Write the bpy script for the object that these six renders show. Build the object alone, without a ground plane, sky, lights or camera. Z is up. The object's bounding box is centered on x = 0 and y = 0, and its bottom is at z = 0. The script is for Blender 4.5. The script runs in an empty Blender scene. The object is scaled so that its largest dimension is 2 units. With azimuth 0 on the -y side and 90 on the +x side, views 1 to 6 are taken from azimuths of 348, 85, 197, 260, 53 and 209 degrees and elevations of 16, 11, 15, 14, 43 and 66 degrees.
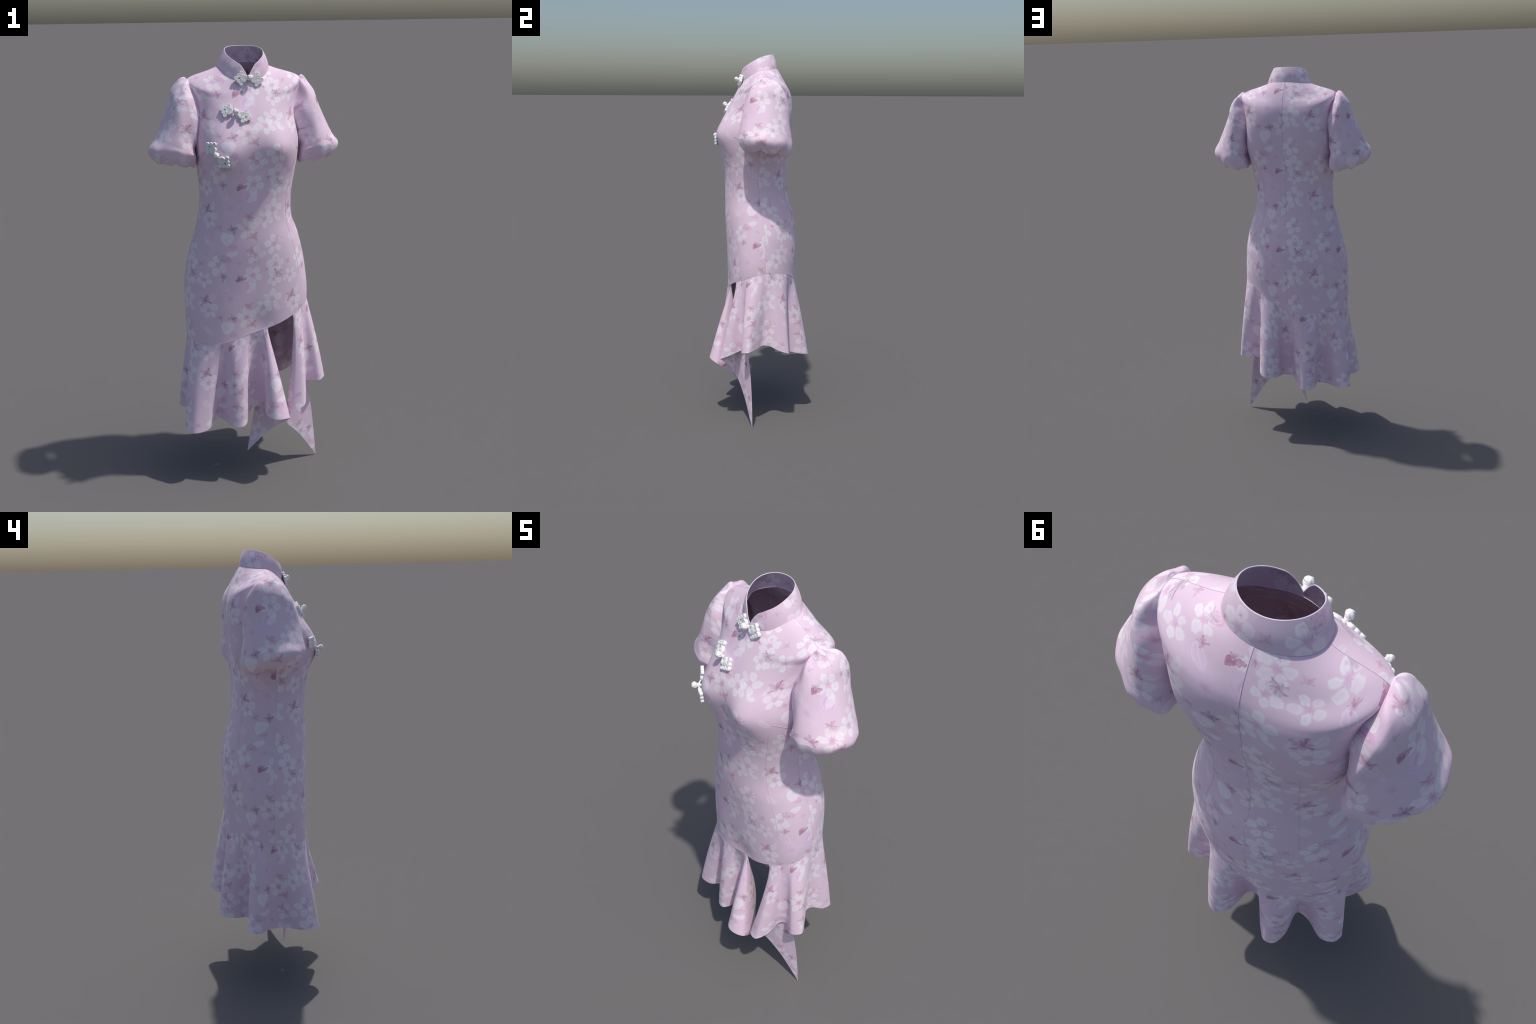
# A floral stand-collar dress (fitted body, puff sleeves, tilted flounce with a slit, three frog fastenings).
import bpy, math
import numpy as np
from mathutils import Vector, Matrix

rng = np.random.default_rng(7)
rad = math.radians

# ------------------------------------------------------------------ helpers
def smooth(e0, e1, x):
    t = np.clip((np.asarray(x, float) - e0) / (e1 - e0), 0, 1)
    return t * t * (3 - 2 * t)

def spline(xs, ys, q):
    """cubic Hermite through (xs, ys) with finite-difference slopes; ys may be vectors"""
    xs, ys, q = np.asarray(xs, float), np.asarray(ys, float), np.asarray(q, float)
    if ys.ndim == 1:
        ys = ys[:, None]
        flat = True
    else:
        flat = False
    h = np.diff(xs)
    d = np.diff(ys, axis=0) / h[:, None]
    m = np.empty_like(ys)
    m[0], m[-1] = d[0], d[-1]
    w = h[1:] / (h[:-1] + h[1:])
    m[1:-1] = d[:-1] * w[:, None] + d[1:] * (1 - w)[:, None]
    i = np.clip(np.searchsorted(xs, q, side="right") - 1, 0, len(xs) - 2)
    t = np.clip((q - xs[i]) / h[i], 0, 1)[..., None]
    hh = h[i][..., None]
    out = ((2 * t**3 - 3 * t**2 + 1) * ys[i] + (t**3 - 2 * t**2 + t) * hh * m[i]
           + (-2 * t**3 + 3 * t**2) * ys[i + 1] + (t**3 - t**2) * hh * m[i + 1])
    return out[..., 0] if flat else out

def periodic(xs, ys, q, period=360.0):
    xs, ys = list(xs), [np.atleast_1d(np.asarray(y, float)) for y in ys]
    X = [x - period for x in xs[-3:]] + xs + [x + period for x in xs[:3]]
    Y = np.array(ys[-3:] + ys + ys[:3])
    r = spline(X, Y, np.mod(np.asarray(q, float) - xs[0], period) + xs[0])
    return r[..., 0] if r.shape[-1] == 1 else r

def grid_normals(P, closed_u=False):
    if closed_u:
        du = np.roll(P, -1, 0) - np.roll(P, 1, 0)
    else:
        du = np.gradient(P, axis=0)
    dv = np.gradient(P, axis=1)
    n = np.cross(du, dv)
    l = np.linalg.norm(n, axis=2, keepdims=True)
    return n / np.maximum(l, 1e-12)

def arc(P, axis):
    """running length of the grid lines along one axis, from the first point"""
    d = np.linalg.norm(np.diff(P, axis=axis), axis=2)
    c = np.cumsum(d, axis=axis)
    pad = np.zeros_like(np.take(c, [0], axis=axis))
    return np.concatenate([pad, c], axis=axis)

def sheet(name, P, mat, N=None, thick=0.003, closed_u=False, parent=None, origin=(0, 0, 0), flat=None, keep=None):
    """cloth: a grid of points, given thickness on the inner side; rims are closed.
    flat = (u, v) in metres is the cut-out pattern piece: the mesh at rest, which gives the Generated
    coordinates; the shape key "worn" drapes it.
    keep masks grid cells (False leaves an opening)."""
    if N is None:
        N = grid_normals(P, closed_u)
    nu, nv = P.shape[:2]
    outer, inner = P, P - N * thick
    V = np.concatenate([outer.reshape(-1, 3), inner.reshape(-1, 3)]) - np.array(origin)
    idx = np.arange(nu * nv).reshape(nu, nv)
    a = np.concatenate([idx, idx[:1]]) if closed_u else idx
    F = np.stack([a[:-1, :-1], a[1:, :-1], a[1:, 1:], a[:-1, 1:]], -1).reshape(-1, 4)
    k = nu * nv
    if keep is not None:
        F = F[np.asarray(keep).reshape(-1)]
    faces, source, count = [F, F[:, ::-1] + k], [np.arange(2 * k)], 2 * k
    rims = [(a[:, 0], True), (a[:, -1], False)] + ([] if closed_u else [(idx[0], False), (idx[-1], True)])
    for line, flip in rims:                       # rims have vertices of their own, so that the edge stays crisp
        n = len(line)
        source += [line, line + k]
        o, i = count + np.arange(n), count + n + np.arange(n)
        q = np.stack([o[:-1], i[:-1], i[1:], o[1:]], -1)
        faces.append(q[:, ::-1] if flip else q)
        count += 2 * n
    source = np.concatenate(source)
    V = V[source]
    if flat is None:
        return make(name, V, np.concatenate(faces), mat, parent, origin)
    one = np.stack([flat[0], flat[1], np.zeros_like(flat[0])], -1).reshape(-1, 3)
    ob = make(name, np.concatenate([one, one])[source], np.concatenate(faces), mat, parent, origin)
    ob.data.use_auto_texspace = False
    ob.data.texspace_location, ob.data.texspace_size = (0, 0, 0), (1, 1, 1)
    ob.shape_key_add(name="pattern_piece")
    worn = ob.shape_key_add(name="worn")
    worn.data.foreach_set("co", np.ascontiguousarray(V, np.float32).reshape(-1))
    worn.value = 1.0
    return ob

def make(name, V, F, mat, parent=None, origin=(0, 0, 0), normals=None):
    me = bpy.data.meshes.new(name)
    me.from_pydata(np.asarray(V).tolist(), [], np.asarray(F).tolist() if not isinstance(F, list) else F)
    me.polygons.foreach_set("use_smooth", [True] * len(me.polygons))
    me.update()
    if normals is not None:
        me.normals_split_custom_set_from_vertices(np.asarray(normals).tolist())
    me.materials.append(mat)
    ob = bpy.data.objects.new(name, me)
    ob.location = origin
    bpy.context.scene.collection.objects.link(ob)
    if parent is not None:
        ob.parent = parent
        ob.matrix_parent_inverse = Matrix.Identity(4)
        if parent.parent is not None or parent.location.length > 0:
            ob.location = Vector(origin) - parent.matrix_world.translation
    return ob

def tube_data(line, r, sides=8):
    line = np.asarray(line, float)
    T = np.gradient(line, axis=0)
    T /= np.linalg.norm(T, axis=1, keepdims=True) + 1e-12
    up = np.array([0.31, 0.52, 0.79])
    A = np.cross(T, up); A /= np.linalg.norm(A, axis=1, keepdims=True)
    B = np.cross(T, A)
    r = np.broadcast_to(np.asarray(r, float), (len(line),))
    an = np.arange(sides) * math.tau / sides
    V = (line[:, None] + r[:, None, None] * (np.cos(an)[None, :, None] * A[:, None] + np.sin(an)[None, :, None] * B[:, None])).reshape(-1, 3)
    F = []
    for i in range(len(line) - 1):
        for j in range(sides):
            k = (j + 1) % sides
            F.append([i * sides + j, i * sides + k, (i + 1) * sides + k, (i + 1) * sides + j])
    F.append(list(range(sides))[::-1])
    F.append([(len(line) - 1) * sides + j for j in range(sides)])
    return V, F

# ------------------------------------------------------------------ node helpers
class Nodes:
    def __init__(self, tree):
        self.t = tree
    def new(self, kind, **props):
        n = self.t.nodes.new(kind)
        for k, v in props.items():
            setattr(n, k, v)
        return n
    def put(self, sock, val):
        if isinstance(val, bpy.types.NodeSocket):
            self.t.links.new(val, sock)
        elif val is not None:
            sock.default_value = val
    def math(self, op, a, b=None, c=None, clamp=False):
        n = self.new("ShaderNodeMath", operation=op, use_clamp=clamp)
        for s, v in zip(n.inputs, (a, b, c)):
            self.put(s, v)
        return n.outputs[0]
    def vec(self, op, a, b=None, c=None):
        n = self.new("ShaderNodeVectorMath", operation=op)
        for s, v in zip(n.inputs, (a, b, c)):
            self.put(s, v)
        return n.outputs["Value"] if op in ("LENGTH", "DOT_PRODUCT") else n.outputs[0]
    def step(self, e0, e1, x, lo=0.0, hi=1.0):
        n = self.new("ShaderNodeMapRange", interpolation_type="SMOOTHSTEP")
        for s, v in zip(n.inputs, (x, e0, e1, lo, hi)):
            self.put(s, v)
        return n.outputs[0]
    def xyz(self, v):
        n = self.new("ShaderNodeSeparateXYZ")
        self.put(n.inputs[0], v)
        return n.outputs
    def join(self, x, y, z=0.0):
        n = self.new("ShaderNodeCombineXYZ")
        for s, v in zip(n.inputs, (x, y, z)):
            self.put(s, v)
        return n.outputs[0]
    def mix(self, f, a, b):
        n = self.new("ShaderNodeMix", data_type="RGBA")
        self.put(n.inputs[0], f)
        self.put(n.inputs[6], a if isinstance(a, bpy.types.NodeSocket) else (*a, 1))
        self.put(n.inputs[7], b if isinstance(b, bpy.types.NodeSocket) else (*b, 1))
        return n.outputs[2]
    def noise(self, v, scale, detail=2.0, rough=0.5):
        n = self.new("ShaderNodeTexNoise")
        self.put(n.inputs["Vector"], v)
        n.inputs["Scale"].default_value, n.inputs["Detail"].default_value, n.inputs["Roughness"].default_value = scale, detail, rough
        return n.outputs

def group(name, ins, outs):
    g = bpy.data.node_groups.new(name, "ShaderNodeTree")
    for n, t in ins:
        g.interface.new_socket(n, in_out="INPUT", socket_type=t)
    for n, t in outs:
        g.interface.new_socket(n, in_out="OUTPUT", socket_type=t)
    N = Nodes(g)
    return g, N, N.new("NodeGroupInput").outputs, N.new("NodeGroupOutput").inputs

VEC, FLT, COL = "NodeSocketVector", "NodeSocketFloat", "NodeSocketColor"

# ------------------------------------------------------------------ printed motifs (unit-sized, one node group each)
def motif_blossom():
    """five separate oval petals of uneven size round a pink, streaky heart"""
    g, N, i, o = group("blossom_motif", [("P", VEC), ("Seed", FLT)], [("Petal", FLT), ("Heart", FLT)])
    x, y, _ = N.xyz(i[0])
    r, a = N.vec("LENGTH", i[0]), N.math("ARCTAN2", y, x)
    turn = N.math("MULTIPLY", a, 5 / math.tau)
    k = N.math("ROUND", turn)
    k5 = N.math("MODULO", N.math("ADD", k, 5.0), 5.0)
    w = N.new("ShaderNodeTexWhiteNoise", noise_dimensions="2D")
    N.put(w.inputs["Vector"], N.join(k5, i[1]))
    wr, wg, wb = N.xyz(w.outputs["Color"])
    da = N.math("MULTIPLY", N.math("SUBTRACT", turn, k), math.tau / 5)
    size = N.math("MULTIPLY_ADD", wr, 0.28, 0.86)
    px = N.math("DIVIDE", N.math("MULTIPLY", r, N.math("COSINE", da)), size)
    py = N.math("DIVIDE", N.math("MULTIPLY", r, N.math("SINE", da)), size)
    wide = N.math("MULTIPLY_ADD", wg, 0.11, 0.29)
    e = N.vec("LENGTH", N.join(N.math("DIVIDE", N.math("SUBTRACT", px, 0.63), 0.41), N.math("DIVIDE", py, wide)))
    mask = N.math("SUBTRACT", 1.0, N.step(0.72, 1.10, e))
    body = N.step(0.15, 0.85, e, 0.72, 1.0)
    strength = N.math("MULTIPLY_ADD", wb, 0.35, 0.80)
    N.put(o[0], N.math("MULTIPLY", N.math("MULTIPLY", mask, body), strength, clamp=True))
    ray = N.math("POWER", N.math("ABSOLUTE", N.math("COSINE", N.math("MULTIPLY_ADD", a, 5.0, i[1]))), 2.0)
    reach = N.math("MULTIPLY_ADD", ray, 0.40, 0.16)
    N.put(o[1], N.math("SUBTRACT", 1.0, N.step(0.02, reach, r)))
    return g

def motif_stamen():
    """a soft spidery tuft: hairs of uneven length, some ending in a dot"""
    g, N, i, o = group("stamen_motif", [("P", VEC), ("Spikes", FLT)], [("Mask", FLT)])
    x, y, _ = N.xyz(i[0])
    r, a = N.vec("LENGTH", i[0]), N.math("ARCTAN2", y, x)
    n = N.math("ADD", N.math("ROUND", N.math("MULTIPLY", i[1], 2.0)), 4.0)
    turn = N.math("DIVIDE", N.math("MULTIPLY", a, n), math.tau)
    k = N.math("ROUND", turn)
    w = N.new("ShaderNodeTexWhiteNoise", noise_dimensions="2D")
    N.put(w.inputs["Vector"], N.join(N.math("MODULO", N.math("ADD", k, n), n), N.math("MULTIPLY", i[1], 3.7)))
    wr, wg, wb = N.xyz(w.outputs["Color"])
    da = N.math("DIVIDE", N.math("MULTIPLY", N.math("SUBTRACT", N.math("SUBTRACT", turn, k), N.math("MULTIPLY_ADD", wb, 0.3, -0.15)), math.tau), n)
    across = N.math("ABSOLUTE", N.math("MULTIPLY", r, N.math("SINE", da)))
    along = N.math("MULTIPLY_ADD", wr, 0.6, 0.45)
    hair = N.math("MULTIPLY", N.math("SUBTRACT", 1.0, N.step(0.03, 0.21, across)), N.math("SUBTRACT", 1.0, N.step(N.math("SUBTRACT", along, 0.15), N.math("ADD", along, 0.06), r)))
    hair = N.math("MULTIPLY", hair, N.math("MULTIPLY_ADD", wg, 0.5, 0.5))
    fan = N.math("MAXIMUM", N.step(-0.3, 0.35, N.math("DIVIDE", x, N.math("ADD", r, 0.001)), 0.70, 1.0), N.step(2.9, 3.0, i[1]))
    hair = N.math("MULTIPLY", hair, fan)
    heart = N.math("SUBTRACT", 1.0, N.step(0.10, 0.44, r))
    N.put(o[0], N.math("MAXIMUM", hair, heart))
    return g

def motif_rose():
    g, N, i, o = group("rose_motif", [("P", VEC)], [("Body", FLT), ("Curl", FLT)])
    x, y, _ = N.xyz(i[0])
    r, a = N.vec("LENGTH", i[0]), N.math("ARCTAN2", y, x)
    edge = N.math("MULTIPLY_ADD", N.math("COSINE", N.math("MULTIPLY_ADD", a, 3.0, 0.6)), 0.09, 0.88)
    mask = N.math("SUBTRACT", 1.0, N.step(N.math("SUBTRACT", edge, 0.1), edge, r))
    N.put(o[0], mask)
    wave = N.math("SINE", N.math("ADD", N.math("MULTIPLY", r, 15.0), a))
    line = N.math("MULTIPLY", N.step(0.45, 0.95, wave), N.math("SUBTRACT", 1.0, N.step(0.4, 0.95, r)))
    N.put(o[1], N.math("MULTIPLY", N.math("MAXIMUM", line, N.math("SUBTRACT", 1.0, N.step(0.05, 0.5, r))), mask))
    return g

def motif_petal():
    g, N, i, o = group("petal_motif", [("P", VEC)], [("Body", FLT), ("Vein", FLT)])
    x, y, _ = N.xyz(i[0])
    bent = N.math("SUBTRACT", y, N.math("MULTIPLY", N.math("MULTIPLY", x, x), 0.18))
    r = N.vec("LENGTH", N.join(x, N.math("MULTIPLY", bent, 2.1)))
    N.put(o[0], N.math("SUBTRACT", 1.0, N.step(0.8, 1.0, r)))
    ring = N.math("MULTIPLY", N.step(0.62, 0.82, r), N.math("SUBTRACT", 1.0, N.step(0.85, 1.0, r)))
    mid = N.math("SUBTRACT", 1.0, N.step(0.0, 0.09, N.math("ABSOLUTE", bent)))
    N.put(o[1], N.math("MULTIPLY", N.math("MAXIMUM", ring, mid), N.math("SUBTRACT", 1.0, N.step(0.9, 1.0, r))))
    return g

BLOSSOM, STAMEN, ROSE, PETAL = motif_blossom(), motif_stamen(), motif_rose(), motif_petal()

BASE = (0.815, 0.630, 0.765)
WASH = (0.835, 0.660, 0.790)
WHITE = (0.95, 0.900, 0.955)
CREAM = (0.94, 0.87, 0.89)
PINK = (0.75, 0.42, 0.66)
BLUSH = (0.86, 0.655, 0.855)
MAUVE = (0.47, 0.185, 0.33)
PLUM = (0.35, 0.19, 0.32)
ROSE_RED = (0.54, 0.215, 0.335)
TILE = 0.42

# the repeat of the print: kind, place in the repeat (m), size (m), turn (deg), colours, strength
PRINT = [
    ("petal", (0.338, 0.164), 0.040, 15, BLUSH, PINK, 0.30),
    ("petal", (0.279, 0.040), 0.042, -60, BLUSH, WHITE, 0.60),
    ("petal", (0.316, 0.184), 0.030, 12, WHITE, WHITE, 0.60),
    ("petal", (0.317, 0.226), 0.026, -25, PINK, MAUVE, 0.30),
    ("petal", (0.205, 0.236), 0.036, -40, WHITE, PINK, 0.42),
    ("petal", (0.120, 0.335), 0.022, -20, WHITE, WHITE, 0.55),
    ("petal", (0.178, 0.370), 0.036, 62, WHITE, PINK, 0.50),
    ("petal", (0.232, 0.400), 0.034, 58, WHITE, PINK, 0.45),
    ("rose", (0.399, 0.016), 0.044, 0, BLUSH, PINK, 0.80),
    ("petal", (0.415, 0.022), 0.033, 50, WHITE, WHITE, 0.55),
    ("blossom", (0.314, 0.396), 0.043, 20, BLUSH, PINK, 0.75),
    ("blossom", (0.099, 0.055), 0.034, 54, WHITE, PINK, 0.75),
    ("blossom", (0.416, 0.084), 0.045, 54, WHITE, PINK, 0.80),
    ("blossom", (0.105, 0.124), 0.043, 18, WHITE, PINK, 0.80),
    ("blossom", (0.190, 0.060), 0.038, -18, WHITE, PINK, 0.85),
    ("blossom", (0.255, 0.134), 0.044, 36, WHITE, PINK, 0.80),
    ("blossom", (0.006, 0.176), 0.042, 10, WHITE, PINK, 0.72),
    ("blossom", (0.096, 0.222), 0.044, 30, WHITE, PINK, 0.85),
    ("blossom", (0.391, 0.303), 0.046, 22, CREAM, ROSE_RED, 0.78),
    ("blossom", (0.051, 0.343), 0.042, 54, WHITE, PINK, 0.88),
    ("blossom", (0.094, 0.382), 0.040, 14, WHITE, PINK, 0.75),
    ("blossom", (0.212, 0.335), 0.041, 36, WHITE, PINK, 0.80),
    ("rose", (0.298, 0.256), 0.036, 40, WHITE, BLUSH, 0.70),
    ("rose", (0.292, 0.160), 0.026, 0, PINK, MAUVE, 0.45),
    ("stamen", (0.268, 0.158), 0.022, 30, PLUM, 2.0, 0.45),
    ("rose", (0.350, 0.064), 0.014, 0, MAUVE, PLUM, 0.75),
    ("petal", (0.374, 0.068), 0.017, 20, ROSE_RED, MAUVE, 0.60),
    ("stamen", (0.362, 0.076), 0.017, 70, MAUVE, 3.0, 0.70),
    ("stamen", (0.118, 0.083), 0.022, 0, PLUM, 3.5, 0.70),
    ("stamen", (0.060, 0.110), 0.010, 0, MAUVE, 1.5, 0.60),
    ("stamen", (0.172, 0.130), 0.016, 20, ROSE_RED, 2.5, 0.45),
    ("stamen", (0.279, 0.078), 0.018, 65, MAUVE, 2.5, 0.70),
    ("stamen", (0.355, 0.142), 0.014, 55, PLUM, 1.0, 0.30),
    ("stamen", (0.407, 0.196), 0.023, 130, ROSE_RED, 2.5, 0.60),
    ("stamen", (0.022, 0.148), 0.020, -60, MAUVE, 1.5, 0.38),
    ("stamen", (0.112, 0.236), 0.024, 60, ROSE_RED, 2.0, 0.45),
    ("stamen", (0.325, 0.299), 0.022, -20, PLUM, 2.5, 0.80),
    ("stamen", (0.416, 0.266), 0.024, 0, ROSE_RED, 2.5, 0.70),
    ("stamen", (0.398, 0.355), 0.019, 10, ROSE_RED, 3.5, 0.65),
    ("stamen", (0.196, 0.380), 0.028, 30, MAUVE, 2.5, 0.80),
    ("stamen", (0.263, 0.304), 0.017, 0, MAUVE, 2.5, 0.45),
    ("stamen", (0.105, 0.153), 0.007, 0, MAUVE, 1.0, 0.55),
]

def fabric_print():
    g, N, i, o = group("cherry_print", [("P", VEC)], [("Color", COL)])
    wob = N.noise(i[0], 55.0, 1.0)
    p = N.vec("ADD", i[0], N.vec("MULTIPLY", N.vec("SUBTRACT", wob["Color"], (0.5, 0.5, 0.5)), (0.014, 0.014, 0.0)))
    wash = N.noise(i[0], 9.0, 2.0)["Fac"]
    col = N.mix(N.step(0.3, 0.75, wash, 0.0, 0.55), BASE, WASH)
    brush = N.step(0.25, 0.6, N.noise(i[0], 120.0, 2.0)["Fac"], 0.72, 1.0)
    for kind, at, size, turn, c1, c2, amount in PRINT:
        if size <= 0:
            continue
        # each motif waits for the one below it (keeps the shader's working memory small)
        here = N.vec("MULTIPLY_ADD", col, (1e-9, 1e-9, 1e-9), p)
        d = N.vec("WRAP", N.vec("SUBTRACT", here, (*at, 0.0)), (TILE / 2, TILE / 2, 1.0), (-TILE / 2, -TILE / 2, -1.0))
        m = N.new("ShaderNodeMapping", vector_type="TEXTURE")
        N.put(m.inputs["Vector"], d)
        m.inputs["Rotation"].default_value = (0, 0, rad(turn))
        m.inputs["Scale"].default_value = (size, size, size)
        n = N.new("ShaderNodeGroup")
        n.node_tree = {"blossom": BLOSSOM, "stamen": STAMEN, "rose": ROSE, "petal": PETAL}[kind]
        N.put(n.inputs[0], m.outputs[0])
        k = N.math("MULTIPLY", brush, amount)
        if kind == "blossom":
            n.inputs[1].default_value = at[0] * 40 + at[1] * 13
            m.inputs["Scale"].default_value = (size * 1.10, size * 1.10, size)
        if kind == "stamen":
            m.inputs["Scale"].default_value = (size * 1.25, size * 1.25, size)
            n.inputs[1].default_value = c2
            col = N.mix(N.math("MULTIPLY", n.outputs[0], k), col, c1)
        else:
            col = N.mix(N.math("MULTIPLY", n.outputs[0], k), col, c1)
            f2 = 0.66 if kind == "blossom" else 0.6
            col = N.mix(N.math("MULTIPLY", n.outputs[1], amount * f2), col, c2)
    N.put(o[0], col)
    return g

CHERRY = fabric_print()

def cloth(name, du, dv):
    """fabric material: the print lies on the flat pattern piece (Generated coordinates, metres), shifted by (du, dv)"""
    m = bpy.data.materials.new(name)
    m.use_nodes = True
    N = Nodes(m.node_tree)
    b = m.node_tree.nodes["Principled BSDF"]
    tc = N.new("ShaderNodeTexCoord").outputs["Generated"]
    p = N.vec("MULTIPLY_ADD", tc, (2, 2, 0), (du - 1, dv - 1, 0))
    n = N.new("ShaderNodeGroup")
    n.node_tree = CHERRY
    N.put(n.inputs[0], p)
    N.put(b.inputs["Base Color"], n.outputs[0])
    b.inputs["Roughness"].default_value = 0.72
    b.inputs["Specular IOR Level"].default_value = 0.25
    b.inputs["Sheen Weight"].default_value = 0.08
    weave = N.noise(p, 900.0, 1.0)["Fac"]
    bump = N.new("ShaderNodeBump")
    bump.inputs["Strength"].default_value = 0.06
    bump.inputs["Distance"].default_value = 0.001
    N.put(bump.inputs["Height"], weave)
    N.put(b.inputs["Normal"], bump.outputs[0])
    return m

FRONT = cloth("floral_cotton_front", -0.003, -0.087)
BACK_A = cloth("floral_cotton_back", -0.028, -0.148)
BACK_B = cloth("floral_cotton_back_other", 0.050, -0.125)
FLOUNCE = cloth("floral_cotton_flounce", 0.362, 0.103)
SLEEVE_R = cloth("floral_cotton_sleeve", 0.022, -0.022)
SLEEVE_L = cloth("floral_cotton_sleeve_other", 0.0, -0.022)
COLLAR = cloth("floral_cotton_collar", 0.23, 0.10)

def plain(name, colour, rough=0.6, speck=0.05):
    m = bpy.data.materials.new(name)
    m.use_nodes = True
    N = Nodes(m.node_tree)
    b = m.node_tree.nodes["Principled BSDF"]
    tc = N.new("ShaderNodeTexCoord").outputs["Object"]
    f = N.noise(tc, 400.0, 2.0)["Fac"]
    N.put(b.inputs["Base Color"], N.mix(N.step(0.3, 0.7, f, 0.0, 1.0), colour, tuple(c * (1 - speck) for c in colour)))
    b.inputs["Roughness"].default_value = rough
    b.inputs["Specular IOR Level"].default_value = 0.3
    return m

CORD = plain("white_satin_cord", (0.90, 0.90, 0.90), 0.5, 0.05)
PIPE = plain("pale_pink_piping", (0.86, 0.72, 0.84), 0.6, 0.05)
THREAD = plain("seam_thread", (0.70, 0.53, 0.66), 0.8, 0.1)

# ------------------------------------------------------------------ the dress
dress = bpy.data.objects.new("floral_dress", None)
bpy.context.scene.collection.objects.link(dress)
dress["label"] = "pink lavender floral stand-collar dress with puff sleeves and flounce"
dress["category"] = "dress"

# --- body rings: tau, z front / side / back, y front / side / back, x left / right, fullness front / back
RINGS = np.array([
    [0.55, 0.55, 0.55, 0.55, -0.172, 0.024, 0.222, -0.294, 0.264, 2.45, 1.85],
    [0.65, 0.65, 0.65, 0.65, -0.172, 0.024, 0.220, -0.296, 0.267, 2.45, 1.85],
    [0.75, 0.75, 0.75, 0.75, -0.170, 0.024, 0.218, -0.299, 0.270, 2.45, 1.85],
    [0.85, 0.85, 0.85, 0.85, -0.170, 0.023, 0.216, -0.301, 0.272, 2.45, 1.85],
    [0.95, 0.95, 0.95, 0.95, -0.172, 0.021, 0.215, -0.297, 0.270, 2.40, 1.85],
    [1.05, 1.05, 1.05, 1.05, -0.177, 0.018, 0.212, -0.281, 0.262, 2.35, 1.88],
    [1.15, 1.15, 1.15, 1.15, -0.182, 0.006, 0.194, -0.253, 0.240, 2.2, 1.95],
    [1.25, 1.25, 1.25, 1.25, -0.181, -0.006, 0.166, -0.226, 0.208, 2.15, 2.1],
    [1.35, 1.35, 1.35, 1.35, -0.185, -0.012, 0.156, -0.215, 0.202, 2.2, 2.25],
    [1.45, 1.45, 1.45, 1.45, -0.193, -0.010, 0.157, -0.219, 0.213, 2.45, 2.4],
    [1.52, 1.52, 1.52, 1.52, -0.199, -0.004, 0.163, -0.226, 0.224, 2.65, 2.7],
    [1.60, 1.60, 1.60, 1.60, -0.205, 0.010, 0.173, -0.230, 0.230, 2.7, 3.1],
    [1.65, 1.65, 1.65, 1.65, -0.195, 0.018, 0.178, -0.228, 0.226, 2.6, 3.3],
    [1.70, 1.70, 1.70, 1.70, -0.172, 0.022, 0.181, -0.226, 0.222, 2.4, 3.4],
    [1.75, 1.745, 1.75, 1.75, -0.150, 0.022, 0.179, -0.230, 0.227, 2.2, 3.2],
    [1.80, 1.785, 1.81, 1.79, -0.128, 0.018, 0.172, -0.242, 0.240, 2.0, 2.9],
    [1.84, 1.812, 1.861, 1.822, -0.113, 0.014, 0.161, -0.256, 0.254, 1.85, 2.3],
    [1.86, 1.826, 1.878, 1.848, -0.106, 0.014, 0.149, -0.230, 0.228, 1.8, 1.95],
    [1.88, 1.840, 1.891, 1.875, -0.099, 0.016, 0.135, -0.190, 0.187, 1.85, 1.95],
    [1.90, 1.852, 1.903, 1.903, -0.093, 0.018, 0.119, -0.150, 0.146, 1.95, 2.0],
    [1.92, 1.864, 1.916, 1.930, -0.087, 0.018, 0.102, -0.116, 0.110, 2.0, 2.0],
])

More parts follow.
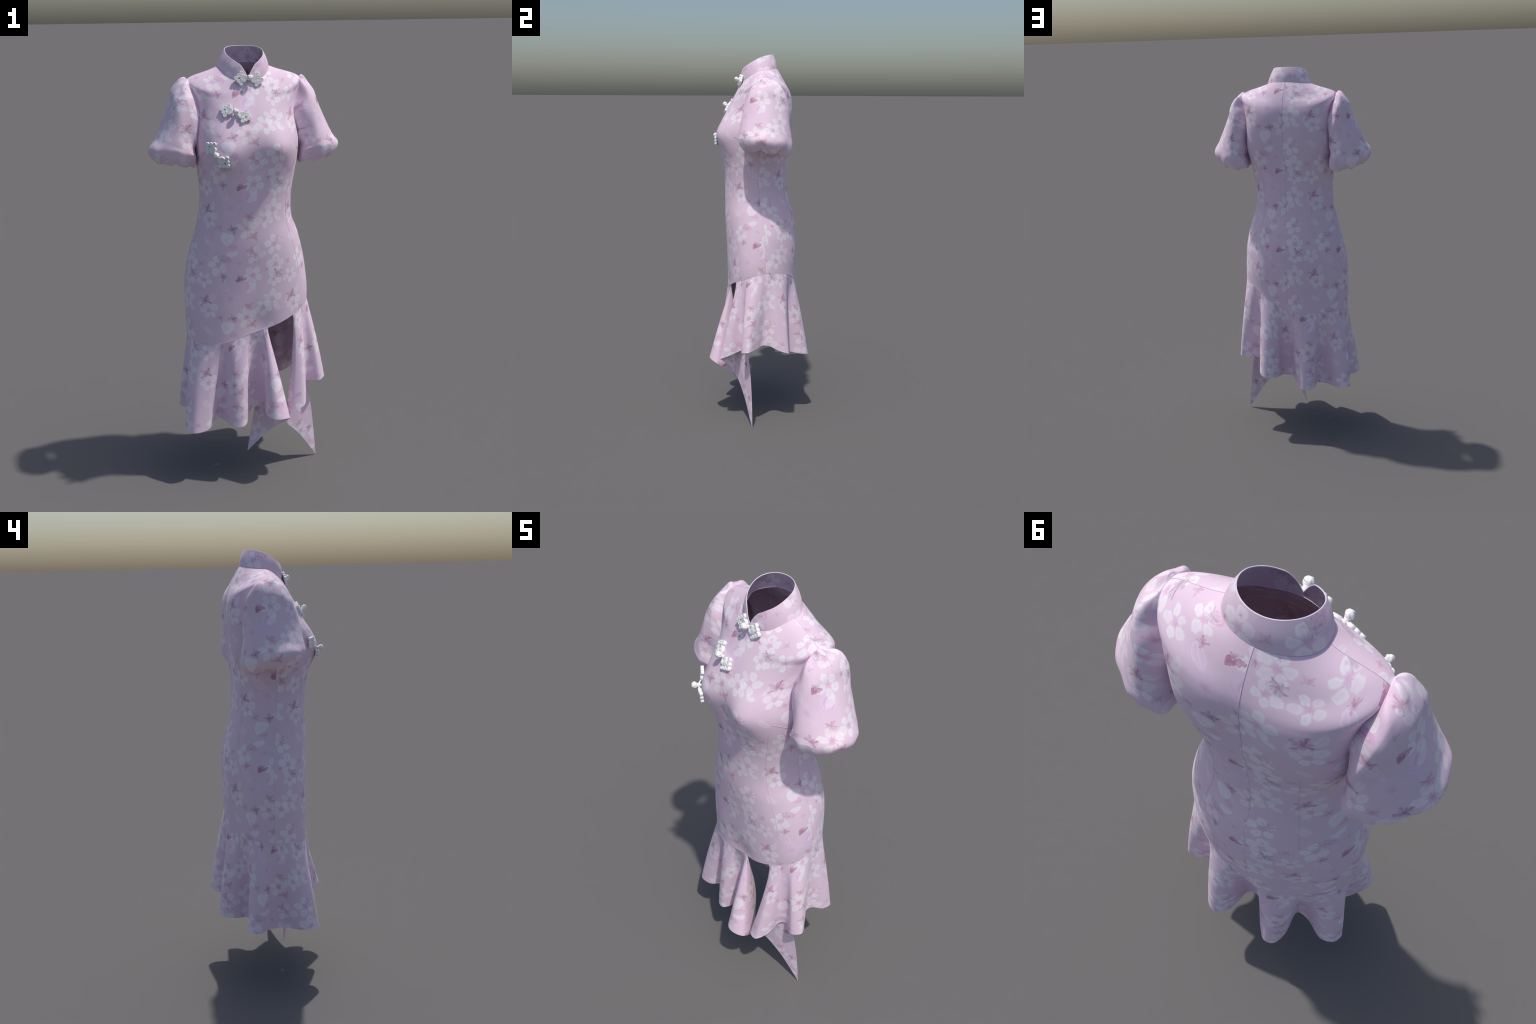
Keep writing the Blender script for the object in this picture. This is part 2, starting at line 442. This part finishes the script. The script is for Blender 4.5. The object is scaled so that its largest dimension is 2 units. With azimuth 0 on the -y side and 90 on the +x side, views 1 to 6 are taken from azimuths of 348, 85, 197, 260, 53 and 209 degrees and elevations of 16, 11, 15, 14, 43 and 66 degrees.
def body(phi, tau):
    """phi in degrees (0 front, 90 right side, 180 back), tau about the height"""
    r = spline(RINGS[:, 0], RINGS[:, 1:], tau)
    zf, zs, zb, yf, ys, yb, xl, xr, nf, nb = np.moveaxis(r, -1, 0)
    s, c = np.sin(np.radians(phi)), np.cos(np.radians(phi))
    n = np.where(c > 0, nf, nb)
    rho = (np.abs(s) ** n + np.abs(c) ** n) ** (-1 / n)
    cx = (xl + xr) / 2
    x = cx + rho * s * (xr - xl) / 2
    y = np.where(c > 0, ys + rho * c * (yf - ys), ys - rho * c * (yb - ys))
    w = (rho * np.abs(s)) ** np.where(c > 0, 3.4, 3.0)
    z = np.where(c > 0, zf, zb) * (1 - w) + zs * w
    # bust: two soft mounds, and the gentle tension dip between them
    for bx, amp, wx, bz, wz in ((-0.128, 0.034, 0.074, 1.560, 0.085), (0.112, 0.031, 0.068, 1.575, 0.076)):
        y = y - np.where(c > 0, amp * np.exp(-((x - bx) / wx) ** 2 - ((z - bz) / wz) ** 2), 0)
    # the seat is flatter at the left, rounder at the right
    side_pull = 0.016 * np.exp(-((x + 0.19) / 0.075) ** 2 - ((z - 0.76) / 0.20) ** 2) - 0.009 * np.exp(-((x - 0.15) / 0.07) ** 2 - ((z - 0.95) / 0.09) ** 2)
    side_pull = side_pull + 0.013 * np.exp(-((x - 0.02) / 0.06) ** 2 - ((z - 0.70) / 0.12) ** 2)
    y = y - np.where(c < 0, side_pull * smooth(0, 0.5, -c), 0)
    # the cloth hangs back beside the slit and swings out over the right thigh
    y = y + np.where(c > 0, 0.014 * np.exp(-((x - 0.03) / 0.07) ** 2 - ((z - 0.75) / 0.09) ** 2), 0)
    thigh = np.exp(-((np.mod(phi + 180, 360) - 180 - 66) / 22) ** 2 - ((z - 0.88) / 0.15) ** 2)
    flank = np.exp(-((np.mod(phi + 180, 360) - 180 + 108) / 20) ** 2 - ((z - 0.80) / 0.16) ** 2)
    x = x + 0.012 * thigh + 0.010 * flank
    y = y - 0.005 * thigh
    # shallow furrow of the spine
    y = y - np.where(c < 0, 0.010 * np.exp(-((x + 0.004) / 0.06) ** 2 - ((z - 1.68) / 0.13) ** 2), 0)
    return np.stack([x, y, z], -1)

# seam to the flounce: it climbs from the left hip to the right thigh
SEAM_PHI = [-147, -122, -90, -70, -50, -26, -3, 15, 30, 45, 62, 89, 103, 122, 139, 150, 160, 172, 186]
SEAM_Z = [.709, .705, .697, .684, .682, .694, .728, .746, .772, .800, .826, .855, .857, .845, .820, .794, .768, .742, .722]
def seam_z(phi):
    return periodic(SEAM_PHI, SEAM_Z, phi)

def body_point(phi, t):
    """t = 0 at the flounce seam, 1 at the neck"""
    lo = seam_z(phi)
    return body(phi, lo + (1.92 - lo) * t)

# armhole outline on the body: angle from the front and ring height, for the right side
HOLE_PHI = np.array([90., 74, 66, 73, 90, 107, 114, 106])
HOLE_TAU = np.array([1.842, 1.825, 1.71, 1.63, 1.59, 1.63, 1.72, 1.815])

def in_armhole(phi, tau, shrink=0.90):
    a = np.abs(((phi + 180) % 360) - 180)
    cp, ct = 90.0, 1.715
    ang = np.arctan2((tau - ct) * 200, a - cp)
    ha = np.arctan2((HOLE_TAU - ct) * 200, HOLE_PHI - cp)
    hr = np.hypot((HOLE_TAU - ct) * 200, HOLE_PHI - cp)
    o = np.argsort(ha)
    limit = np.interp(ang, np.r_[ha[o] - math.tau, ha[o], ha[o] + math.tau], np.r_[hr[o], hr[o], hr[o]])
    return np.hypot((tau - ct) * 200, a - cp) < limit * shrink

NT = 420
T = np.linspace(0, 1, NT)
def panel(name, a0, a1, mat, nphi, centre):
    ph = np.linspace(a0, a1, nphi)
    PH, TT = np.meshgrid(ph, T, indexing="ij")
    e = 0.05
    P = body_point(PH, TT)
    du = body_point(PH + e, TT) - body_point(PH - e, TT)
    dv = body_point(PH, np.clip(TT + 5e-4, 0, 1)) - body_point(PH, np.clip(TT - 5e-4, 0, 1))
    n = np.cross(du, dv)
    n /= np.linalg.norm(n, axis=2, keepdims=True) + 1e-12
    # flat piece: widths from the centre line, lengths from the waist
    u = arc(P, 0)
    u = u - u[np.argmin(np.abs(ph - centre))][None, :]
    v = arc(P, 1)
    waist = np.argmin(np.abs(P[..., 2] - 1.30), axis=1)
    v = v - v[np.arange(nphi), waist][:, None] + 1.30
    lo = seam_z(PH)
    tau = lo + (1.92 - lo) * TT
    cut = in_armhole(PH, tau)
    keep = ~(cut[:-1, :-1] | cut[1:, 1:] | cut[1:, :-1] | cut[:-1, 1:])
    return sheet(name, P, mat, n, 0.003, parent=dress, flat=(u, v), keep=keep)

panel("front_panel", -90, 90, FRONT, 260, 0)
panel("back_panel", 90, 180, BACK_A, 130, 180)
panel("back_panel", 180, 270, BACK_B, 130, 180)

def surface_normal(phi, tau):
    du = body(phi + 0.3, tau) - body(phi - 0.3, tau)
    dv = body(phi, tau + 0.002) - body(phi, tau - 0.002)
    n = np.cross(du, dv)
    return n / np.linalg.norm(n)

def seam_on_body(phis, taus, r=0.0009):
    P = body(np.asarray(phis, float), np.asarray(taus, float))
    V, F = tube_data(P, r, 6)
    return make("seam", V, F, THREAD, dress)

q = np.linspace(0, 1, 160)
seam_on_body(np.full(160, 180.0), 1.60 + (1.918 - 1.60) * q)                    # centre back
seam_on_body(np.full(160, 180.0), 0.735 + (1.60 - 0.735) * q, 0.0005)
seam_on_body(np.full(160, 90.0), 0.857 + (1.60 - 0.857) * q, 0.0006)
seam_on_body(np.full(160, -90.0), 0.699 + (1.60 - 0.699) * q, 0.0006)
seam_on_body(np.full(160, 90.0), 1.835 + (1.918 - 1.835) * q, 0.0007)              # shoulders
seam_on_body(np.full(160, -90.0), 1.835 + (1.918 - 1.835) * q, 0.0007)
seam_on_body(47 + 5 * np.abs(q - .45), 0.985 + (1.53 - 0.985) * q, 0.0007)         # waist darts
seam_on_body(-47 - 5 * np.abs(q - .45), 0.985 + (1.53 - 0.985) * q, 0.0007)
seam_on_body(143 + 3 * q, 1.12 + (1.56 - 1.12) * q, 0.0007)
seam_on_body(-143 - 3 * q, 1.12 + (1.56 - 1.12) * q, 0.0007)
seam_on_body(52 + 36 * q, 1.575 - 0.065 * q, 0.0012)                               # bust darts
seam_on_body(-52 - 36 * q, 1.575 - 0.065 * q, 0.0012)
seam_on_body(spline([0, .4, .75, 1], [-0.5, -19, -44, -80], q), spline([0, .4, .75, 1], [1.915, 1.765, 1.60, 1.50], q), 0.0007)  # slanted opening

# --- stand collar
CT_PHI = [0, 7, 18, 35, 60, 90, 135, 180]
CT_Z = [1.871, 1.895, 1.920, 1.937, 1.957, 1.980, 1.997, 2.000]
def collar(phi, t):
    base = body(phi, np.full(np.shape(phi), 1.92))
    a = np.abs(((phi + 180) % 360) - 180)
    s, c = np.sin(np.radians(phi)), np.cos(np.radians(phi))
    ztop = spline(CT_PHI, CT_Z, a)
    full = np.stack([-0.001 + 0.0835 * s, np.where(c > 0, 0.0 - 0.083 * c, 0.0 - 0.081 * c), spline([0, 35, 60, 90, 135, 180], [1.925, 1.941, 1.960, 1.981, 1.997, 2.0], a)], -1)
    f = np.clip((ztop - base[..., 2]) / (full[..., 2] - base[..., 2]), 0.03, 1)
    k = (t * f)[..., None]
    P = base * (1 - k) + full * k
    out = 0.004 * np.sin(math.pi * k) * np.stack([s, -c, 0 * s], -1)
    return P + out

ph = np.concatenate([np.linspace(0.6, 40, 60), np.linspace(41, 319, 180), np.linspace(320, 359.4, 60)])
tt = np.linspace(-0.03, 1, 28)
PH, TT = np.meshgrid(ph, tt, indexing="ij")
CP = collar(PH, TT)
CN = grid_normals(CP)
cu = arc(CP[:, :1], 0) * np.ones((1, CP.shape[1]))
sheet("collar", CP + CN * 0.0015, COLLAR, CN, 0.0030, parent=dress, flat=(cu, arc(CP, 1)))
edge = np.concatenate([CP[:1, 1:].reshape(-1, 3), CP[:, -1], CP[-1:, ::-1][:, :-1].reshape(-1, 3)])
V, F = tube_data(CP[:, -1], 0.0015, 8)
make("collar_piping", V, F, PIPE, dress)
V, F = tube_data(body(np.linspace(2, 358, 240), np.full(240, 1.919)), 0.0012, 6)
make("seam", V, F, THREAD, dress)

# --- flounce: seam angle and hem place of each fold, from one slit edge round the back to the other
HEM = [
    (15.0, (-.029, -.066, .074)), (14.8, (.060, -.122, .197)), (14.5, (.120, -.178, .268)), (14.0, (.139, -.247, .322)),
    (13.6, (.110, -.273, .334)), (13.0, (.075, -.278, .337)), (12.0, (.046, -.258, .338)), (11.0, (.036, -.205, .337)), (9.5, (.040, -.135, .334)), (6, (.018, -.110, .331)),
    (0, (-.014, -.118, .326)), (-4, (-.036, -.140, .314)), (-7, (-.050, -.188, .300)), (-11, (-.072, -.214, .290)), (-16, (-.112, -.208, .285)), (-21, (-.140, -.160, .288)), (-27, (-.168, -.108, .290)),
    (-31, (-.205, -.140, .280)), (-38, (-.240, -.174, .271)), (-50, (-.304, -.180, .266)), (-64, (-.338, -.122, .273)), (-74, (-.300, -.055, .270)), (-81, (-.272, -.020, .267)), (-88, (-.272, .022, .268)),
    (-96, (-.293, .066, .272)), (-105, (-.333, .106, .277)), (-111, (-.322, .140, .279)), (-121, (-.275, .157, .280)), (-132, (-.196, .118, .279)), (-141, (-.152, .114, .279)),
    (-149, (-.152, .208, .287)), (-156, (-.132, .260, .292)), (-161, (-.098, .268, .297)), (-169, (-.064, .235, .304)), (-179, (-.002, .142, .315)), (-187, (.036, .146, .322)),
    (-194, (.055, .225, .336)), (-201, (.082, .272, .346)), (-206, (.118, .275, .355)), (-211, (.150, .240, .364)), (-219, (.158, .138, .388)), (-225, (.190, .116, .398)),
    (-234, (.245, .145, .405)), (-243, (.290, .147, .414)), (-254, (.300, .092, .433)), (-262, (.276, .044, .453)), (-269, (.276, .012, .457)),
    (-277, (.318, -.030, .452)), (-288, (.356, -.077, .444)), (-297, (.324, -.112, .434)), (-302, (.262, -.092, .430)), (-307, (.238, -.108, .420)),
    (-310, (.236, -.180, .388)), (-314, (.210, -.226, .364)), (-317, (.160, -.218, .346)), (-318.5, (.136, -.172, .300)),
    (-319.2, (.152, -.126, .238)), (-319.6, (.226, -.089, .148)), (-319.8, (.273, -.071, .079)), (-320.0, (.323, -.053, .001)),
]
HP = np.array([h[1] for h in HEM])
HA = np.array([h[0] for h in HEM])
step = np.concatenate([[0], np.cumsum(np.linalg.norm(np.diff(HP, axis=0), axis=1) ** 0.6)])
qs = np.unique(np.concatenate([np.linspace(0, step[-1], 900), np.linspace(0, step[4], 80), np.linspace(step[-6], step[-1], 80)]))
hem = spline(step, HP, qs)
ang = np.interp(qs, step, HA)
top = body(ang, seam_z(ang) + 0.001)
out = top - np.array([-0.012, 0.024, 0])
out[:, 2] = 0
out /= np.linalg.norm(out, axis=1, keepdims=True)
tv = np.linspace(0, 1, 90)[None, :, None]
axis = np.array([-0.012, 0.024])
r_top = np.linalg.norm(top[:, :2] - axis, axis=1)
r_hem = np.linalg.norm(hem[:, :2] - axis, axis=1)
inward = np.clip((r_top + 0.035 - r_hem) / 0.05, 0, 1)[:, None, None]
edge_zone = ((qs < step[7]) | (qs > step[-7]))[:, None, None]
inward = np.where(edge_zone, 0, inward)
ker = np.exp(-np.linspace(-2, 2, 31) ** 2); ker /= ker.sum()
inward = np.convolve(np.pad(inward[:, 0, 0], 15, mode="edge"), ker, mode="valid")[:, None, None]
sunk = tv ** 0.66
flat_t = inward * (sunk * sunk * (3 - 2 * sunk)) + (1 - inward) * tv ** 1.12   # both leave the seam smoothly; valleys then sink faster
FP = top[:, None] * (1 - tv) + hem[:, None] * tv
FP[..., :2] = (top[:, None] * (1 - flat_t) + hem[:, None] * flat_t)[..., :2]
bow = np.sin(math.pi * tv)
FP += out[:, None] * bow * 0.008 * (1 - inward)
# the turned-back ends belly out beside the slit
near = (1 - smooth(step[3], step[5], qs))[:, None, None] * smooth(0, step[2], qs)[:, None, None]
FP += near * bow * np.array([0.003, 0.006, 0.0])
head = 1 - smooth(step[0], step[3], qs)[:, None, None]
FP += head * bow * np.array([0.0, 0.036, 0.0])
tail = smooth(step[-5], step[-1], qs)[:, None, None]
FP += tail * bow * np.array([0.022, 0.032, 0.0])
FP[:, :, :] += (-out[:, None] * 0.0004) * (1 - tv)
FN = -grid_normals(FP)
FP = FP[::-1]
FN = grid_normals(FP)
# orient outwards at the back
mid = FN[len(FN) // 2, 10]
flip = np.dot(mid, FP[len(FP) // 2, 10] - np.array([0, 0.02, FP[len(FP) // 2, 10, 2]])) < 0
if flip:
    FP = FP[::-1]
    FN = grid_normals(FP)
row = arc(FP[:, 54:55], 0)
fang = ang[::-1] if abs(FP[0, 0, 0] - top[-1, 0]) < 1e-2 and abs(FP[0, 0, 1] - top[-1, 1]) < 1e-2 else ang
anchor = row[np.argmin(np.abs(fang + 20)), 0]
sign = 1 if fang[-1] > fang[0] else -1
sheet("flounce", FP, FLOUNCE, FN, 0.002, parent=dress, flat=(sign * (row - anchor) * np.ones((1, FP.shape[1])), -arc(FP, 1)))
a = np.linspace(15, -320, 500)
V, F = tube_data(body(a, seam_z(a) + 0.0005), 0.0007, 6)
make("seam", V, F, THREAD, dress)

# --- puff sleeves: rings of outer / front / inner / back points for the right arm, from armhole to turned-in cuff
SLEEVE = [
    # outer, front, inner, back
    [(.240, .016, 1.852), (.205, -.060, 1.715), (.190, .030, 1.600), (.215, .105, 1.715)],
    [(.256, .016, 1.864), (.222, -.070, 1.715), (.212, .030, 1.590), (.235, .116, 1.715)],
    [(.272, .022, 1.868), (.238, -.083, 1.716), (.218, .030, 1.584), (.250, .136, 1.712)],
    [(.298, .028, 1.845), (.256, -.091, 1.705), (.224, .030, 1.578), (.266, .141, 1.700)],
    [(.319, .028, 1.815), (.272, -.097, 1.690), (.228, .030, 1.572), (.274, .140, 1.685)],
    [(.334, .024, 1.765), (.286, -.104, 1.660), (.230, .030, 1.565), (.284, .139, 1.650)],
    [(.364, .022, 1.690), (.296, -.112, 1.622), (.232, .030, 1.555), (.292, .145, 1.605)],
    [(.400, .020, 1.615), (.302, -.120, 1.587), (.233, .030, 1.542), (.297, .151, 1.570)],
    [(.431, .018, 1.556), (.306, -.121, 1.558), (.232, .030, 1.522), (.302, .155, 1.528)],
    [(.414, .018, 1.524), (.308, -.110, 1.530), (.228, .030, 1.500), (.302, .150, 1.500)],
    [(.388, .018, 1.504), (.308, -.084, 1.504), (.231, .030, 1.483), (.302, .134, 1.480)],
    [(.376, .018, 1.512), (.308, -.062, 1.508), (.243, .030, 1.489), (.300, .116, 1.486)],
    [(.366, .018, 1.530), (.308, -.054, 1.525), (.250, .030, 1.505), (.300, .106, 1.502)],
]
SK = np.array(SLEEVE)
ring_at = np.array([0, .04, .09, .17, .25, .38, .52, .66, .79, .86, .92, .97, 1.0])

def sleeve_points(side, seed):
    nth, nt = 240, 150
    th = np.linspace(0, 360, nth, endpoint=False)
    tq = np.linspace(0, 1, nt)
    card = spline(ring_at, SK.reshape(len(SK), -1), tq).reshape(nt, 4, 3)
    O, Fp, I, B = card[:, 0], card[:, 1], card[:, 2], card[:, 3]
    # the left puff stands out a little more, the right cap sits lower
    O = O + (0.003 * np.clip((tq - 0.05) / 0.2, 0, 1) * (1 - smooth(0.8, 0.95, tq)) if side < 0 else -0.005 * np.exp(-((tq - 0.3) / 0.18) ** 2))[:, None] * np.array([1.0, 0, 0])
    O = O + ((0.005 if side < 0 else -0.009) * np.exp(-((tq - 0.12) / 0.12) ** 2))[:, None] * np.array([0, 0, 1.0])
    M = (O + Fp + I + B) / 4
    # the puff is slimmer outside, fuller towards the body and behind the cap
    g = lambda c, w: np.exp(-((tq - c) / w) ** 2)[:, None]
    front = 0.73 - 0.03 * g(0.5, 0.15)
    behind = 0.705 + 0.035 * g(0.16, 0.10) - 0.03 * smooth(0.45, 0.7, tq)[:, None]
    pts = [O, M + (O - M + Fp - M) * front, Fp, M + (I - M + Fp - M) * 0.79, I, M + (I - M + B - M) * 0.79, B, M + (O - M + B - M) * behind]
    pts[7] = pts[7] + 0.008 * g(0.12, 0.08) * np.array([0, 0, 1.0])
    # the first rings sit on the body along the armhole seam
    hole = body(side * HOLE_PHI, HOLE_TAU)
    hole[:, 0] *= side
    mid_hole = hole.mean(axis=0)
    ease = (1 - smooth(0.03, 0.15, tq))[:, None]
    lift = np.clip(tq / 0.04, 0, 1)[:, None] * np.array([0.012, 0, 0.0]) - np.array([0.010, 0, 0])
    for k in range(8):
        seat = hole[k] + (hole[k] - mid_hole) * (-0.02 + 0.07 * smooth(0.0, 0.05, tq))[:, None] + lift
        if k >= 6:
            seat = seat + np.array([0.004, 0.010, 0.0]) * smooth(0.0, 0.05, tq)[:, None]
        pts[k] = pts[k] * (1 - ease) + seat * ease
    P = periodic([0, 45, 90, 135, 180, 225, 270, 315], [p.reshape(-1) for p in pts], th).reshape(nth, nt, 3)
    C = P.mean(axis=0, keepdims=True)
    R = P - C
    R /= np.linalg.norm(R, axis=2, keepdims=True)
    TH, TQ = np.meshgrid(np.radians(th), tq, indexing="ij")
    r = np.random.default_rng(seed)
    p1, p2, p3, p4 = r.uniform(0, 6.28, 4)
    # gathers: puckers at the cap seam, soft lengthwise folds, scallops at the cuff
    cap = np.exp(-((TQ - 0.10) / 0.05) ** 2) * np.clip(np.cos(TH), 0, 1) ** 0.6
    long = np.exp(-((TQ - 0.42) / 0.3) ** 2)
    cuff = smooth(0.66, 0.86, TQ)
    d = ((0.0075 if side > 0 else 0.0045) * cap * np.sin((9 if side > 0 else 11) * TH + p1) + 0.0025 * long * np.sin(4 * TH + p2)
         + cuff * (0.0035 * np.sin(7 * TH + p3) + 0.0016 * np.sin(12 * TH + p4)))
    P = P + R * d[..., None]
    P[..., 2] += cuff * (0.0050 * np.sin(7 * TH + p3 + 0.8) + 0.002 * np.sin(15 * TH + p4))
    if side < 0:
        P[..., 0] *= -1
        P = P[::-1]
    return P

for side, mat, seed in ((1, SLEEVE_R, 3), (-1, SLEEVE_L, 11)):
    P = sleeve_points(side, seed)
    N_ = grid_normals(P, True)
    probe = P[:, 60].mean(axis=0)
    if np.dot(N_[0, 60], P[0, 60] - probe) < 0:
        P = P[::-1]
        N_ = grid_normals(P, True)
    # flat piece: girth at mid sleeve measured from the outer line, length from the widest ring
    girth = arc(np.concatenate([P[:, 90:91], P[:1, 90:91]]), 0)[:-1]
    outer = int(np.argmax(P[:, 90, 0] * side))
    girth = girth - girth[outer]
    total = np.linalg.norm(np.diff(np.concatenate([P[:, 90], P[:1, 90]]), axis=0), axis=1).sum()
    girth = (girth + total / 2) % total - total / 2
    ahead = P[(outer + 20) % len(P), 90, 1] > P[outer, 90, 1]
    hand = 1 if ahead == (side > 0) else -1
    length = arc(P, 1)
    k = int(0.79 * P.shape[1])
    length = length[:, k:k + 1] - length + 1.55
    sheet("sleeve", P, mat, N_, 0.0025, True, dress, origin=(0.325 * side, 0.025, 1.50), flat=(hand * girth * np.ones((1, P.shape[1])), length))

# --- frog fastenings: coiled cord rosettes on both sides of a knot
def lathe(profile, sides=28):
    an = np.arange(sides) * math.tau / sides
    pr = np.array(profile)
    V = np.stack([pr[:, None, 0] * np.cos(an), pr[:, None, 0] * np.sin(an), np.broadcast_to(pr[:, None, 1], (len(pr), sides))], -1).reshape(-1, 3)
    F = [[i * sides + j, i * sides + (j + 1) % sides, (i + 1) * sides + (j + 1) % sides, (i + 1) * sides + j] for i in range(len(pr) - 1) for j in range(sides)]
    return V, F

def coil_profile(R, h, turns):
    """flat coil of cord seen in section: rounded side, then ridges to the middle"""
    pr = [(R * 0.92, 0.0), (R, h * 0.25), (R, h * 0.7)]
    w = R / turns
    for k in range(turns):
        r0 = R - k * w
        for s in np.linspace(0.1, 0.95, 7):
            pr.append((max(r0 - s * w, 0.0003), h * 0.78 + h * 0.26 * math.sin(math.pi * s)))
    return pr

PITCH = 0.0156
def coil_mesh(name, R, h, turns):
    V, F = lathe(coil_profile(R, h, turns))
    me = bpy.data.meshes.new(name)
    me.from_pydata(V.tolist(), [], F)
    me.polygons.foreach_set("use_smooth", [True] * len(me.polygons))
    me.materials.append(CORD)
    return me

SMALL = coil_mesh("small_coil", 0.0090, 0.0125, 2)
BIG = coil_mesh("large_coil", 0.0162, 0.0135, 4)

def knot_mesh():
    """button knot: a ball of three crossing cord loops on a short neck"""
    parts_v, parts_f, base = [], [], 0
    t = np.linspace(0, math.tau, 90)
    for tilt in range(3):
        a = tilt * math.tau / 3
        line = np.stack([0.0062 * np.cos(t), 0.0062 * np.sin(t) * 0.9, 0.0015 * np.sin(2 * t + a)], -1)
        ax = np.array(Matrix.Rotation(rad(58), 3, Vector((math.cos(a), math.sin(a), 0))))
        line = line @ ax.T + np.array([0, 0, 0.0105])
        V, F = tube_data(line, 0.0042, 8)
        parts_v.append(V); parts_f += [[i + base for i in f] for f in F]; base += len(V)
    V, F = tube_data([(0, 0, -0.010), (0, 0, -0.004), (0, 0, 0.002), (0, 0, 0.008)], [0.0045, 0.005, 0.0062, 0.006], 12)
    parts_v.append(V); parts_f += [[i + base for i in f] for f in F]; base += len(V)
    V, F = lathe([(0.0003, 0.003), (0.005, 0.0045), (0.0078, 0.0105), (0.005, 0.0165), (0.0003, 0.018)], 16)
    parts_v.append(V); parts_f += [[i + base for i in f] for f in F]
    me = bpy.data.meshes.new("button_knot")
    me.from_pydata((np.concatenate(parts_v) * 1.3).tolist(), [], parts_f)
    me.polygons.foreach_set("use_smooth", [True] * len(me.polygons))
    me.materials.append(CORD)
    return me
KNOT = knot_mesh()

def place(name, me, parent, loc, z_axis, x_axis):
    z = Vector(z_axis).normalized()
    x = Vector(x_axis)
    x = (x - z * x.dot(z)).normalized()
    y = z.cross(x)
    ob = bpy.data.objects.new(name, me)
    ob.matrix_world = Matrix.Translation(Vector(loc)) @ Matrix((x, y, z)).transposed().to_4x4()
    bpy.context.scene.collection.objects.link(ob)
    ob.parent = parent
    return ob

def on_front(x, z):
    """point and outward normal of the front of the dress at (x, z)"""
    ph, ta = np.meshgrid(np.linspace(-89, 60, 300), np.linspace(1.3, 1.92, 300), indexing="ij")
    P = body(ph, ta)
    k = np.argmin((P[..., 0] - x) ** 2 + (P[..., 2] - z) ** 2)
    p, t = ph.flat[k], ta.flat[k]
    return Vector(P.reshape(-1, 3)[k]), Vector(surface_normal(np.float64(p), np.float64(min(t, 1.915))))

# (x, z) of the left rosette, right rosette and knot; how far the rosettes stand off the cloth
FROGS = [
    ((-.034, 1.868), (.033, 1.862), 0.0, 0.029, (0.0, -0.975, 0.22)),
    ((-.106, 1.738), (-.039, 1.713), 0.000, 0.030, None),
    ((-.180, 1.591), (-.137, 1.536), 0.006, 0.028, None),
]
for left, right, lift, reach, forced in FROGS:
    (L, nl), (Rr, nr) = on_front(*left), on_front(*right)
    if forced:
        nl = nr = Vector(forced).normalized()
        L, Rr = Vector((left[0], -0.092, left[1])), Vector((right[0], -0.091, right[1]))
    mid, nm = on_front((left[0] + right[0]) / 2, (left[1] + right[1]) / 2)
    if forced:
        mid, nm = (L + Rr) / 2, nl
    frog = bpy.data.objects.new("frog_fastening", None)
    bpy.context.scene.collection.objects.link(frog)
    frog.parent = dress
    axis = (Rr - L).normalized()
    if lift > 0 and not forced:      # beside the bust the stiff rosettes bridge the curve
        flatter = Vector((-0.35, -0.93, 0.05))
        nl, nr, nm = [(n * 0.35 + flatter * 0.65).normalized() for n in (nl, nr, nm)]
    tops = []
    for centre, e1, nn in ((L, -axis, nl), (Rr, axis, nr)):
        e1 = (e1 - nn * e1.dot(nn)).normalized()
        e2 = nn.cross(e1)
        g1, g2 = (e1 + e2) / math.sqrt(2), (e1 - e2) / math.sqrt(2)
        base = centre + nn * (lift - 0.0015)
        for i, j in ((2, 0), (2, 1), (2, 2), (1, 2), (0, 2)):
            place("coil", SMALL, frog, base + g1 * (i - 1) * PITCH + g2 * (j - 1) * PITCH, nn, g1)
        inner = base - (g1 + g2) * 0.5 * PITCH
        place("coil", BIG, frog, inner, nn, g1)
        tops.append(inner + nn * 0.005)
    root = mid + nm * (lift + 0.004)
    kd = (nm + Vector((0, 0, 0.12))).normalized()
    place("button_knot", KNOT, frog, root + kd * (reach - 0.021), kd, axis)
    # loop of cord from rosette to rosette under the knot
    line = [tops[0], (tops[0] + root) / 2 + nm * 0.003, root + nm * 0.006, (tops[1] + root) / 2 + nm * 0.003, tops[1]]
    line = spline(np.arange(5), np.array([list(v) for v in line]), np.linspace(0, 4, 40))
    V, F = tube_data(line, 0.0030, 10)
    make("cord_loop", V, F, CORD, None).parent = frog

bpy.context.view_layer.update()
